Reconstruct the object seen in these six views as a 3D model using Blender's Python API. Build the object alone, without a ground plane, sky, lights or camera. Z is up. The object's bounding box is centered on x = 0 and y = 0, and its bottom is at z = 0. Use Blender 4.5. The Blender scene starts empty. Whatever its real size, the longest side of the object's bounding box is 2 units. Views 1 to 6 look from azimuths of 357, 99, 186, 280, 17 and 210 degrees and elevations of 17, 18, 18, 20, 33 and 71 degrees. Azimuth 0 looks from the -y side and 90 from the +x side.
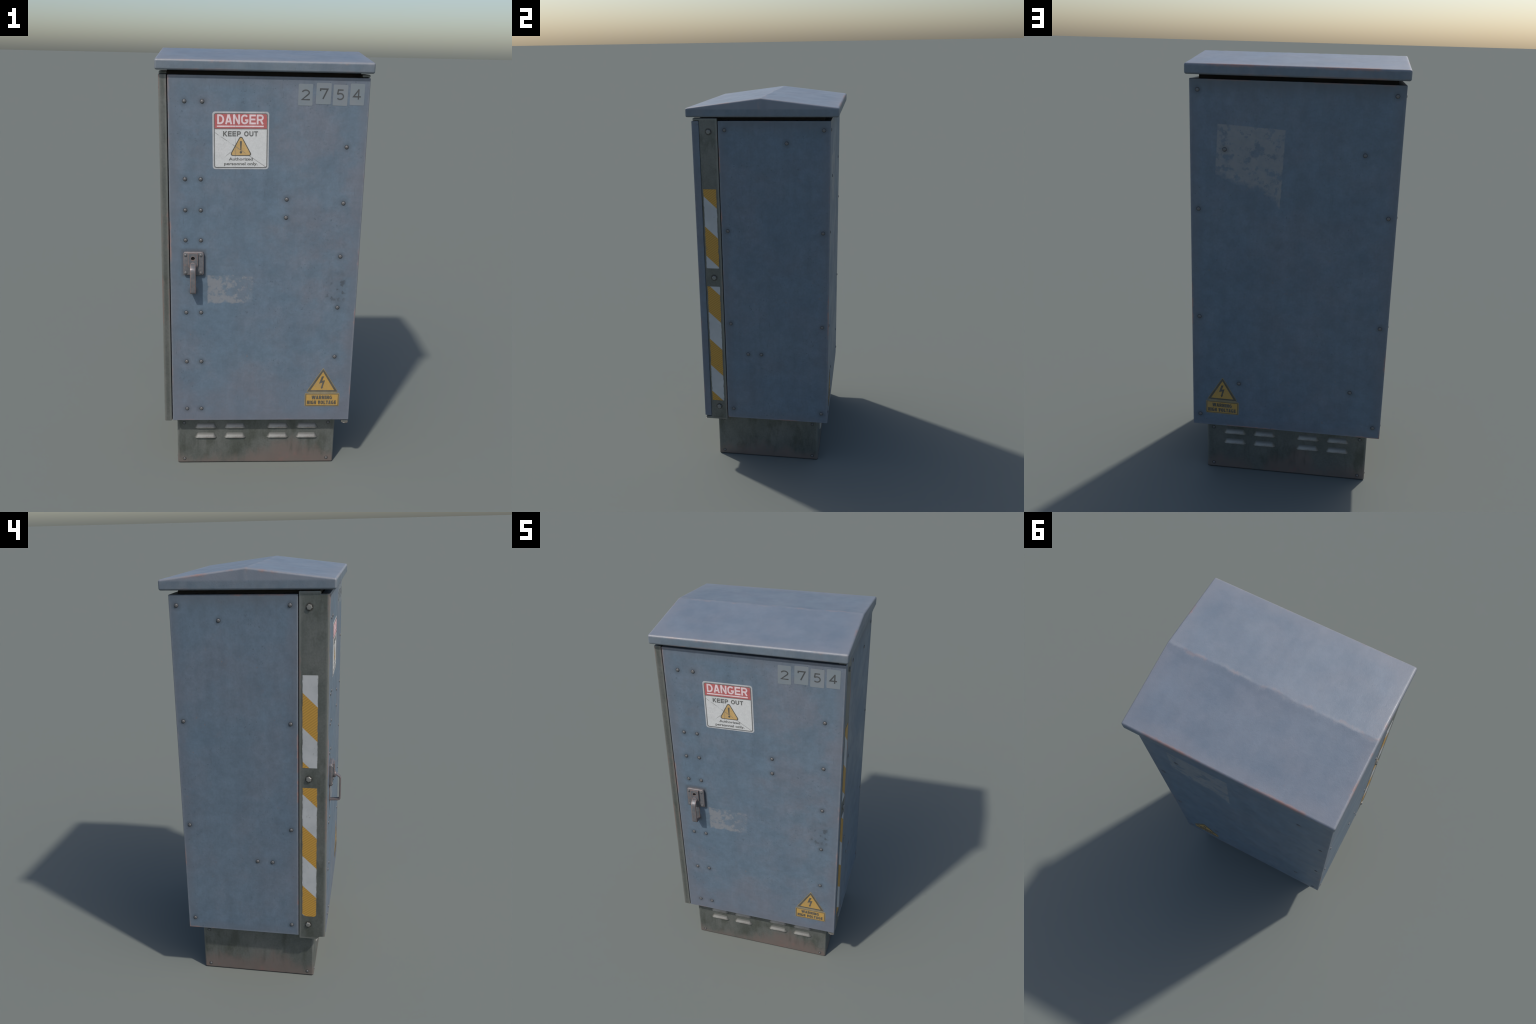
"""Weathered blue street utility cabinet: housing, gabled lid, door, corner posts, vented plinth, labels."""
import bpy, bmesh, math, random
from mathutils import Vector, Matrix

rng = random.Random(7)

# ------------------------------------------------------------------ dimensions (metres)
LID_W, LID_F, LID_B = 0.459, -0.358, 0.385
RIDGE_Y = 0.0126
LID_BOT, LID_EDGE, LID_TOP = 1.910, 1.954, 2.000
BODY_X, BODY_B, BODY_F = 0.447, 0.347, -0.2015
BODY_Z0, BODY_Z1 = 0.2694, 1.8927
DOOR_X0, DOOR_X1, DOOR_F, DOOR_BK = -0.409, 0.447, -0.332, -0.2955
DOOR_Z0, DOOR_Z1 = 0.2725, 1.8913
POST_F, POST_B = -0.330, -0.2045
BASE_X, BASE_F, BASE_B = 0.3915, -0.271, 0.2925


# ------------------------------------------------------------------ scene helpers
def link(ob, parent=None):
    bpy.context.scene.collection.objects.link(ob)
    if parent is not None:
        ob.parent = parent
    return ob


def new_object(name, mesh, mat, parent, smooth=None):
    ob = link(bpy.data.objects.new(name, mesh), parent)
    if mat is not None:
        mesh.materials.append(mat)
    if smooth is not None:
        mesh.shade_smooth()
        try:
            mesh.set_sharp_from_angle(angle=math.radians(smooth))
        except Exception:
            pass
    return ob


def mesh_from_bm(name, bm):
    bmesh.ops.recalc_face_normals(bm, faces=bm.faces[:])
    me = bpy.data.meshes.new(name)
    bm.to_mesh(me)
    bm.free()
    return me


def add_prism(bm, poly, place, w0, w1):
    """Extrude a flat outline (u, v) between heights w0 and w1; place maps (u, v, w) to space."""
    lo = [bm.verts.new(place(u, v, w0)) for u, v in poly]
    hi = [bm.verts.new(place(u, v, w1)) for u, v in poly]
    n = len(poly)
    bm.faces.new(lo)
    bm.faces.new(hi)
    for i in range(n):
        j = (i + 1) % n
        bm.faces.new((lo[i], lo[j], hi[j], hi[i]))


def add_ring(bm, outer, inner, place, w0, w1):
    n = len(outer)
    L = [[bm.verts.new(place(u, v, w)) for u, v in loop] for loop in (outer, inner) for w in (w0, w1)]
    ol, oh, il, ih = L
    for i in range(n):
        j = (i + 1) % n
        bm.faces.new((ol[i], ol[j], oh[j], oh[i]))
        bm.faces.new((il[i], ih[i], ih[j], il[j]))
        bm.faces.new((oh[i], oh[j], ih[j], ih[i]))
        bm.faces.new((ol[i], il[i], il[j], ol[j]))


def add_box(bm, x0, x1, y0, y1, z0, z1):
    add_prism(bm, [(x0, y0), (x1, y0), (x1, y1), (x0, y1)], lambda u, v, w: (u, v, w), z0, z1)


def bevel_sharp(bm, width, segments, angle=25, only=None):
    bmesh.ops.recalc_face_normals(bm, faces=bm.faces[:])
    edges = [e for e in bm.edges if len(e.link_faces) == 2 and e.calc_face_angle(0) > math.radians(angle)
             and (only is None or only(e))]
    bmesh.ops.bevel(bm, geom=edges, offset=width, segments=segments, profile=0.5, affect='EDGES', clamp_overlap=True)


def corner_arc(cx, cy, r, a0, a1, n):
    return [(cx + r * math.cos(a0 + (a1 - a0) * i / n), cy + r * math.sin(a0 + (a1 - a0) * i / n)) for i in range(n + 1)]


def round_rect(x0, x1, y0, y1, r, n=6):
    h = math.pi / 2
    return (corner_arc(x1 - r, y1 - r, r, 0, h, n) + corner_arc(x0 + r, y1 - r, r, h, 2 * h, n)
            + corner_arc(x0 + r, y0 + r, r, 2 * h, 3 * h, n) + corner_arc(x1 - r, y0 + r, r, 3 * h, 4 * h, n))


def round_poly(pts, r, n=5):
    """Round every corner of a convex polygon listed counter-clockwise."""
    out = []
    m = len(pts)
    for i in range(m):
        p, a, b = Vector(pts[i]), Vector(pts[i - 1]), Vector(pts[(i + 1) % m])
        da, db = (a - p).normalized(), (b - p).normalized()
        half = math.acos(max(-1, min(1, da.dot(db)))) / 2
        c = p + (da + db).normalized() * (r / math.sin(half))
        s = p + da * (r / math.tan(half))
        e = p + db * (r / math.tan(half))
        a0 = math.atan2(s.y - c.y, s.x - c.x)
        a1 = math.atan2(e.y - c.y, e.x - c.x)
        while a1 < a0:
            a1 += 2 * math.pi
        out += corner_arc(c.x, c.y, r, a0, a1, n)
    return out


def ribbon(points, width):
    """Outline of a thick open polyline with mitred joints."""
    P = [Vector(p) for p in points]
    L, R = [], []
    for i, p in enumerate(P):
        d0 = (p - P[i - 1]).normalized() if i > 0 else None
        d1 = (P[i + 1] - p).normalized() if i < len(P) - 1 else None
        d0 = d0 or d1
        d1 = d1 or d0
        n0, n1 = Vector((-d0.y, d0.x)), Vector((-d1.y, d1.x))
        m = (n0 + n1).normalized()
        k = width / 2 / max(0.5, m.dot(n0))
        L.append(tuple(p + m * k))
        R.append(tuple(p - m * k))
    return L, R


def add_ribbon(bm, points, width, place, w0, w1):
    L, R = ribbon(points, width)
    rows = [[bm.verts.new(place(*q, w)) for q in side] for side in (L, R) for w in (w0, w1)]
    ll, lh, rl, rh = rows
    for i in range(len(points) - 1):
        j = i + 1
        bm.faces.new((lh[i], lh[j], rh[j], rh[i]))
        bm.faces.new((ll[i], rl[i], rl[j], ll[j]))
        bm.faces.new((ll[i], ll[j], lh[j], lh[i]))
        bm.faces.new((rl[i], rh[i], rh[j], rl[j]))
    bm.faces.new((ll[0], lh[0], rh[0], rl[0]))
    bm.faces.new((ll[-1], rl[-1], rh[-1], lh[-1]))


def text_object(name, words, box, place, w0, w1, mat, parent, bold=0.0):
    """Real lettering: built-in font fitted into box (u0, u1, v0, v1), laid through place."""
    cu = bpy.data.curves.new(name + "_curve", 'FONT')
    cu.body = words
    cu.size = 1.0
    cu.offset = bold
    cu.resolution_u = 4
    cu.extrude = 0.5
    tmp = link(bpy.data.objects.new(name + "_tmp", cu))
    bpy.context.view_layer.update()
    dg = bpy.context.evaluated_depsgraph_get()
    me = bpy.data.meshes.new_from_object(tmp.evaluated_get(dg))
    bpy.data.objects.remove(tmp)
    xs = [v.co.x for v in me.vertices]
    ys = [v.co.y for v in me.vertices]
    x0, x1, y0, y1 = min(xs), max(xs), min(ys), max(ys)
    for v in me.vertices:
        u = box[0] + (v.co.x - x0) / (x1 - x0) * (box[1] - box[0])
        t = box[2] + (v.co.y - y0) / (y1 - y0) * (box[3] - box[2])
        v.co = place(u, t, w1 if v.co.z > 0 else w0)
    bm = bmesh.new()
    bm.from_mesh(me)
    bmesh.ops.recalc_face_normals(bm, faces=bm.faces[:])
    bm.to_mesh(me)
    bm.free()
    me.materials.clear()
    return new_object(name, me, mat, parent)


def arc(cx, cy, rx, ry, a0, a1, n=12):
    return [(cx + rx * math.cos(math.radians(a0 + (a1 - a0) * i / n)), cy + ry * math.sin(math.radians(a0 + (a1 - a0) * i / n))) for i in range(n + 1)]


def block_letter(ch, w, s):
    """Centre-line strokes of a grotesque capital, w wide and 1 tall, pen width s."""
    h = s / 2
    L, R, T, B, M = h, w - h, 1 - h, h, 0.5
    stem, far = [(L, 0), (L, 1)], [(R, 0), (R, 1)]
    r = min((w - s) / 2, 0.5 - h)
    bowl = lambda lo, hi: [(0, hi), (R - (hi - lo) / 2 * 0.9, hi)] + arc(R - (hi - lo) / 2 * 0.9, (lo + hi) / 2, (hi - lo) / 2 * 0.9, (hi - lo) / 2, 90, -90)[1:] + [(0, lo)]
    ring = lambda a0, a1: (arc(w / 2, T - r, (R - L) / 2, r, a0, 180) + arc(w / 2, B + r, (R - L) / 2, r, 180, a1))
    return {
        'A': [[(h * 0.9, 0), (w / 2 - h * 0.2, 1)], [(w - h * 0.9, 0), (w / 2 + h * 0.2, 1)], [(w * 0.24, 0.28), (w * 0.76, 0.28)]],
        'D': [stem, [(0, T), (w * 0.42, T)] + arc(w * 0.42, M, R - w * 0.42, T - M, 90, -90, 16)[1:] + [(0, B)]],
        'E': [stem, [(0, T), (w, T)], [(0, M), (w * 0.94, M)], [(0, B), (w, B)]],
        'G': [ring(32, 345) + [(R, B + r * 0.8), (R, 0.42), (w * 0.54, 0.42)]],
        'H': [stem, far, [(0, M), (w, M)]],
        'I': [[(w / 2, 0), (w / 2, 1)]],
        'K': [stem, [(L, 0.34), (w - h, 1)], [(w * 0.38, 0.52), (w - h * 0.8, 0)]],
        'L': [stem, [(0, B), (w, B)]],
        'N': [stem, far, [(L, 1), (R, 0)]],
        'O': [ring(0, 360) + [(R, T - r), (R, T - r + 0.03)]],
        'P': [stem, bowl(0.44, T)],
        'R': [stem, bowl(0.46, T), [(w * 0.55, 0.46), (w - h * 0.9, 0)]],
        'T': [[(w / 2, 0), (w / 2, 1)], [(0, T), (w, T)]],
        'U': [[(L, 1)] + arc(w / 2, B + r, (R - L) / 2, r, 180, 360, 16) + [(R, 1)]],
        'V': [[(h * 0.9, 1), (w / 2 - h * 0.2, 0)], [(w - h * 0.9, 1), (w / 2 + h * 0.2, 0)]],
        'W': [[(h * 0.8, 1), (w * 0.27, 0)], [(w * 0.27, 0), (w / 2, 1)], [(w / 2, 1), (w * 0.73, 0)], [(w * 0.73, 0), (w - h * 0.8, 1)]],
    }[ch]


WIDE = {'I': 0.42, 'W': 1.5, 'L': 0.88, 'E': 0.92, 'T': 0.95, 'P': 0.95, 'O': 1.08, 'G': 1.06, ' ': 0.45}


def block_text(name, words, box, place, w0, w1, mat, parent, pen, gap):
    """Capitals drawn with a flat pen (pen and gap as fractions of the height), fitted into box."""
    u0, u1, v0, v1 = box
    hgt = v1 - v0
    base = sum(WIDE.get(c, 1.0) for c in words)
    one = ((u1 - u0) / hgt - gap * (len(words) - 1)) / base
    bm = bmesh.new()
    x = 0.0
    k = 0
    for ch in words:
        w = one * WIDE.get(ch, 1.0)
        if ch != ' ':
            for line in block_letter(ch, w, pen):
                add_ribbon(bm, [(u0 + (x + p) * hgt, v0 + q * hgt) for p, q in line], pen * hgt, place, w0, w1 + 0.00004 * (k % 5))
                k += 1
        x += w + gap
    return new_object(name, mesh_from_bm(name, bm), mat, parent)


# ------------------------------------------------------------------ node helpers
class Net:
    def __init__(self, name):
        self.mat = bpy.data.materials.new(name)
        self.mat.use_nodes = True
        self.t = self.mat.node_tree
        self.t.nodes.clear()
        self.out = self.t.nodes.new('ShaderNodeOutputMaterial')
        self.bsdf = self.t.nodes.new('ShaderNodeBsdfPrincipled')
        self.t.links.new(self.bsdf.outputs[0], self.out.inputs[0])
        tc = self.t.nodes.new('ShaderNodeTexCoord')
        self.co = tc.outputs['Object']
        sep = self.t.nodes.new('ShaderNodeSeparateXYZ')
        self.t.links.new(self.co, sep.inputs[0])
        self.x, self.y, self.z = sep.outputs

    def put(self, sock, v):
        if isinstance(v, bpy.types.NodeSocket):
            self.t.links.new(v, sock)
        elif isinstance(v, (tuple, list)) and len(v) == 3 and sock.type == 'RGBA':
            sock.default_value = (*v, 1)
        else:
            sock.default_value = v

    def m(self, op, a, b=None, c=None, clamp=False):
        n = self.t.nodes.new('ShaderNodeMath')
        n.operation = op
        n.use_clamp = clamp
        for i, v in enumerate((a, b, c)):
            if v is not None:
                self.put(n.inputs[i], v)
        return n.outputs[0]

    def add(self, a, b): return self.m('ADD', a, b)
    def sub(self, a, b): return self.m('SUBTRACT', a, b)
    def mul(self, a, b): return self.m('MULTIPLY', a, b)
    def mn(self, a, b): return self.m('MINIMUM', a, b)
    def mx(self, a, b): return self.m('MAXIMUM', a, b)
    def abs(self, a): return self.m('ABSOLUTE', a)

    def step(self, v, lo, hi, a=0.0, b=1.0):
        """Smooth ramp: a where v <= lo, b where v >= hi."""
        n = self.t.nodes.new('ShaderNodeMapRange')
        n.interpolation_type = 'SMOOTHSTEP'
        if lo > hi:
            lo, hi, a, b = hi, lo, b, a
        for k, q in zip((0, 1, 2, 3, 4), (v, lo, hi, a, b)):
            self.put(n.inputs[k], q)
        return n.outputs[0]

    def noise(self, scale, detail=4, rough=0.55, stretch=None, offset=None, distortion=0.0):
        co = self.co
        if stretch or offset:
            mp = self.t.nodes.new('ShaderNodeMapping')
            self.put(mp.inputs[0], co)
            if stretch: mp.inputs['Scale'].default_value = stretch
            if offset: mp.inputs['Location'].default_value = offset
            co = mp.outputs[0]
        n = self.t.nodes.new('ShaderNodeTexNoise')
        self.put(n.inputs['Vector'], co)
        n.inputs['Scale'].default_value = scale
        n.inputs['Detail'].default_value = detail
        n.inputs['Roughness'].default_value = rough
        n.inputs['Distortion'].default_value = distortion
        return n.outputs[0]

    def mix(self, f, a, b, mode='MIX'):
        n = self.t.nodes.new('ShaderNodeMix')
        n.data_type = 'RGBA'
        n.blend_type = mode
        self.put(n.inputs[0], f)
        self.put(n.inputs[6], a)
        self.put(n.inputs[7], b)
        return n.outputs[2]

    def gain(self, col, f):
        """Multiply a colour by a grey factor."""
        n = self.t.nodes.new('ShaderNodeVectorMath')
        n.operation = 'SCALE'
        self.put(n.inputs[0], col)
        self.put(n.inputs['Scale'], f)
        return n.outputs[0]

    def near(self, points):
        """Distance to the closest of a few points."""
        d = None
        for p in points:
            n = self.t.nodes.new('ShaderNodeVectorMath')
            n.operation = 'DISTANCE'
            self.put(n.inputs[0], self.co)
            n.inputs[1].default_value = p
            d = n.outputs['Value'] if d is None else self.mn(d, n.outputs['Value'])
        return d

    def segment(self, ax, p, q):
        """Distance to an infinite line through p, q in the (ax, z) plane."""
        c = self.x if ax == 'x' else self.y
        d = Vector((q[0] - p[0], q[1] - p[1])).normalized()
        n = (-d.y, d.x)
        k = n[0] * p[0] + n[1] * p[1]
        return self.abs(self.sub(self.add(self.mul(c, n[0]), self.mul(self.z, n[1])), k))

    def box_edge(self, x0, x1, y0, y1, z0, z1, roof=False):
        """Distance to the nearest edge of a box-like part: the median of its three face distances."""
        dx = self.mn(self.sub(self.x, x0), self.sub(x1, self.x))
        dy = self.mn(self.sub(self.y, y0), self.sub(y1, self.y))
        if roof:
            slope = (LID_TOP - LID_EDGE) / (LID_B - RIDGE_Y)
            zr = self.sub(LID_TOP, self.mul(self.abs(self.sub(self.y, RIDGE_Y)), slope))
            dz = self.mn(self.sub(self.z, z0), self.sub(zr, self.z))
        else:
            dz = self.mn(self.sub(self.z, z0), self.sub(z1, self.z))
        return self.mx(self.mn(dx, dy), self.mn(self.mx(dx, dy), dz))

    def finish(self, col, rough=0.5, metal=0.0, bump=None, bump_strength=0.1, bump_dist=0.001, spec=0.5):
        self.put(self.bsdf.inputs['Base Color'], col)
        self.put(self.bsdf.inputs['Roughness'], rough)
        self.put(self.bsdf.inputs['Metallic'], metal)
        self.put(self.bsdf.inputs['Specular IOR Level'], spec)
        if bump is not None:
            b = self.t.nodes.new('ShaderNodeBump')
            b.inputs['Strength'].default_value = bump_strength
            b.inputs['Distance'].default_value = bump_dist
            self.put(b.inputs['Height'], bump)
            self.put(self.bsdf.inputs['Normal'], b.outputs[0])
        return self.mat


# ------------------------------------------------------------------ materials
BLUE = (0.118, 0.161, 0.206)
BLUE_DEEP = (0.106, 0.155, 0.206)
MAUVE = (0.152, 0.163, 0.194)
RUST = (0.36, 0.17, 0.12)
GREY_STEEL = (0.110, 0.118, 0.107)
RUST_DULL = (0.195, 0.155, 0.138)
WHITE_FILM = (0.60, 0.62, 0.62)
YELLOW = (0.50, 0.285, 0.06)
INK = (0.085, 0.080, 0.070)


def paint_colour(n, edge, rust_offset, rust_amount=1.0, rust_bias=0.0, blotchy=0.7, border=0.45):
    """Sun-bleached blue enamel: blotches, streaks, specks and edges worn to primer and rust."""
    blotch = n.step(n.noise(4.2, 8, 0.68), 0.40, 0.64, 0, blotchy)
    col = n.mix(blotch, BLUE, MAUVE)
    col = n.mix(n.step(n.noise(1.9, 5, 0.6, offset=(3.1, 1.7, 0.4)), 0.45, 0.68, 0, 0.7), col, BLUE_DEEP)
    col = n.gain(col, n.step(n.noise(9, 6, 0.65, offset=(5, 2, 1)), 0.3, 0.7, 0.92, 1.07))
    col = n.gain(col, n.step(n.noise(110, 3, 0.6), 0.3, 0.7, 0.96, 1.04))
    col = n.gain(col, n.step(n.noise(27, 6, 0.7, offset=(2, 9, 6)), 0.3, 0.7, 0.93, 1.07))
    band = n.step(n.add(edge, n.mul(n.sub(n.noise(7, 5, 0.65, offset=(6, 6, 0)), 0.5), 0.06)), 0.060, 0.008, 0, border)  # soft occlusion near panel edges, baked into the paint colour
    col = n.mix(band, col, (0.130, 0.140, 0.165))
    streak = n.noise(1.0, 5, 0.6, stretch=(26, 26, 1.3), offset=(1.3, 0.2, 0))
    col = n.gain(col, n.step(streak, 0.35, 0.7, 1.02, 0.965))
    speck = n.mul(n.step(n.noise(95, 2, 0.5, offset=(9, 4, 2)), 0.66, 0.72), n.step(n.noise(5, 3, offset=(1, 4, 8)), 0.46, 0.60))
    col = n.mix(n.mul(speck, 0.5), col, (0.06, 0.082, 0.105))
    # hair scratches and tiny brown nicks
    hair = n.mul(n.step(n.noise(1.0, 2, 0.5, stretch=(230, 230, 16), offset=(4, 1, 3)), 0.66, 0.71), n.step(n.noise(4, 3, offset=(8, 8, 3)), 0.50, 0.60))
    col = n.mix(n.mul(hair, 0.35), col, (0.075, 0.095, 0.115))
    nick = n.mul(n.step(n.noise(48, 3, 0.6, offset=(1, 5, 5)), 0.69, 0.74), n.step(n.noise(3.5, 3, offset=(5, 2, 8)), 0.48, 0.58))
    col = n.mix(n.mul(nick, 0.45), col, (0.21, 0.150, 0.130))
    # worn edges
    wob = n.add(edge, n.mul(n.sub(n.noise(34, 4, 0.65), 0.5), 0.016))
    col = n.mix(n.step(wob, 0.012, 0.0, 0, 0.45), col, (0.215, 0.225, 0.245))
    patch = n.step(n.add(n.noise(4.2, 4, 0.6, offset=rust_offset), rust_bias), 0.53, 0.64)
    rust = n.mul(n.mul(n.step(wob, 0.009, 0.001), patch), 0.8 * rust_amount)
    col = n.mix(rust, col, RUST)
    # faint rosy bleeding below worn spots
    bleed = n.mul(n.step(n.noise(13, 5, 0.7, offset=(7, 7, 1)), 0.60, 0.75), 0.13)
    col = n.mix(bleed, col, (0.20, 0.155, 0.165))
    return col


def rivet_dark_ring(n, col, points, tint=(0.040, 0.044, 0.050)):
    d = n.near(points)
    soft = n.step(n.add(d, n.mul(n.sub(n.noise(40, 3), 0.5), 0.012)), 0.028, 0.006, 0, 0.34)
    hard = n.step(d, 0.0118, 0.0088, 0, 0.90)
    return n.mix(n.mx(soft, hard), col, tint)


def paint_finish(n, col):
    grain = n.add(n.noise(190, 3, 0.6), n.mul(n.noise(14, 4), 1.5))
    rough = n.step(n.noise(6, 5, 0.6), 0.3, 0.7, 0.40, 0.56)
    return n.finish(col, rough, 0.0, grain, 0.14, 0.0015, spec=0.5)


def make_housing_paint(points):
    n = Net("weathered_blue_paint_housing")
    edge = n.box_edge(-BODY_X, BODY_X, BODY_F, BODY_B, BODY_Z0, BODY_Z1)
    col = paint_colour(n, edge, (2, 5, 1), 0.8, 0.0, 0.38, 0.40)
    # grime washed down from under the lid
    run = n.noise(1.0, 5, 0.7, stretch=(18, 18, 3), offset=(0.3, 0.9, 0.2))
    down = n.step(n.add(n.z, n.mul(n.sub(run, 0.5), 0.16)), BODY_Z1 - 0.10, BODY_Z1 + 0.02, 0, 0.45)
    col = n.mix(down, col, (0.085, 0.105, 0.120))
    # ghost of a torn-off poster on the back, slightly askew
    tilt = 0.052
    u = n.add(n.sub(n.x, 0.190), n.mul(n.sub(n.z, 1.55), tilt))
    v = n.sub(n.sub(n.z, 1.570), n.mul(n.sub(n.x, 0.195), tilt))
    torn = n.noise(26, 5, 0.7, offset=(1, 1, 3))
    wob = n.mul(n.sub(torn, 0.5), 0.03)
    du = n.sub(0.145, n.abs(n.add(u, n.mul(wob, 0.35))))
    dtop = n.sub(0.134, n.add(v, n.mul(wob, 0.25)))
    ragged = n.add(n.mul(n.sub(n.noise(9, 5, 0.65, offset=(4, 0, 2)), 0.5), 0.20), n.mul(n.x, 0.35))
    dbot = n.add(n.sub(n.add(v, 0.205), ragged), 0.0)
    inside = n.mul(n.step(n.mn(du, dtop), -0.002, 0.003), n.step(dbot, -0.01, 0.03))
    onback = n.step(n.y, BODY_B - 0.012, BODY_B - 0.004)
    holes = n.mul(n.step(n.noise(15, 5, 0.65, offset=(2, 8, 5)), 0.62, 0.53, 0.15, 1), n.step(n.noise(34, 3, 0.6, offset=(5, 1, 5)), 0.64, 0.57, 0.35, 1))
    ghost = n.mul(n.mul(inside, onback), n.mul(holes, n.step(torn, 0.3, 0.7, 0.55, 0.85)))
    col = n.mix(ghost, col, (0.245, 0.245, 0.245))
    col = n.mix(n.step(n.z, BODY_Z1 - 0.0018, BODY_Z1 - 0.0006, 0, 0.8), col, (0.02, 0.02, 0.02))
    col = rivet_dark_ring(n, col, points)
    return paint_finish(n, col)


def make_door_paint(points):
    n = Net("weathered_blue_paint_door")
    edge = n.box_edge(DOOR_X0, DOOR_X1, DOOR_F, DOOR_F + 0.2, DOOR_Z0, DOOR_Z1)
    col = paint_colour(n, edge, (8, 1, 3), 0.5)
    # darker, rosier wash towards the bottom and lower right
    low = n.step(n.add(n.z, n.mul(n.sub(n.noise(5, 4), 0.5), 0.3)), 0.62, 0.25, 0, 0.40)
    col = n.mix(low, col, (0.138, 0.150, 0.185))
    # flaky remains of a peeled-off label next to the handle
    du = n.sub(0.104, n.abs(n.add(n.x, 0.137)))
    dv = n.sub(0.067, n.abs(n.sub(n.z, 0.946)))
    fl = n.noise(27, 6, 0.66, offset=(0.4, 0, 0.9))
    inside = n.step(n.add(n.mn(du, dv), n.mul(n.sub(fl, 0.5), 0.030)), -0.003, 0.006)
    fade = n.step(n.add(n.x, n.mul(n.sub(n.z, 0.946), 0.3)), -0.21, -0.08, 0.09, -0.05)
    flake = n.step(n.add(fl, n.add(fade, n.mul(n.sub(n.noise(60, 4, 0.7), 0.5), 0.10))), 0.46, 0.60, 0.10, 0.60)
    col = n.mix(n.mul(inside, flake), col, (0.270, 0.262, 0.262))
    # small dark stains near the hinge side
    sx = n.step(n.abs(n.sub(n.x, 0.347)), 0.058, 0.030)
    sz = n.step(n.abs(n.sub(n.z, 0.965)), 0.092, 0.055)
    spots = n.add(n.step(n.noise(32, 3, 0.6, offset=(3.3, 0, 1.2)), 0.53, 0.63), 0.22)
    col = n.mix(n.mul(n.mul(sx, sz), n.mul(spots, 0.66)), col, (0.065, 0.078, 0.092))
    col = rivet_dark_ring(n, col, points)
    # grime round the handle plate
    px = n.sub(n.abs(n.add(n.x, 0.303)), 0.046)
    pz = n.sub(n.abs(n.sub(n.z, 1.072)), 0.054)
    halo = n.step(n.mx(px, pz), 0.020, 0.0, 0, 0.55)
    col = n.mix(halo, col, (0.075, 0.070, 0.072))
    # and where the lever rests on the sheet
    col = n.mix(n.step(n.near([(-0.3055, DOOR_F, 0.9385)]), 0.030, 0.008, 0, 0.6), col, (0.07, 0.06, 0.055))
    return paint_finish(n, col)


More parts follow.
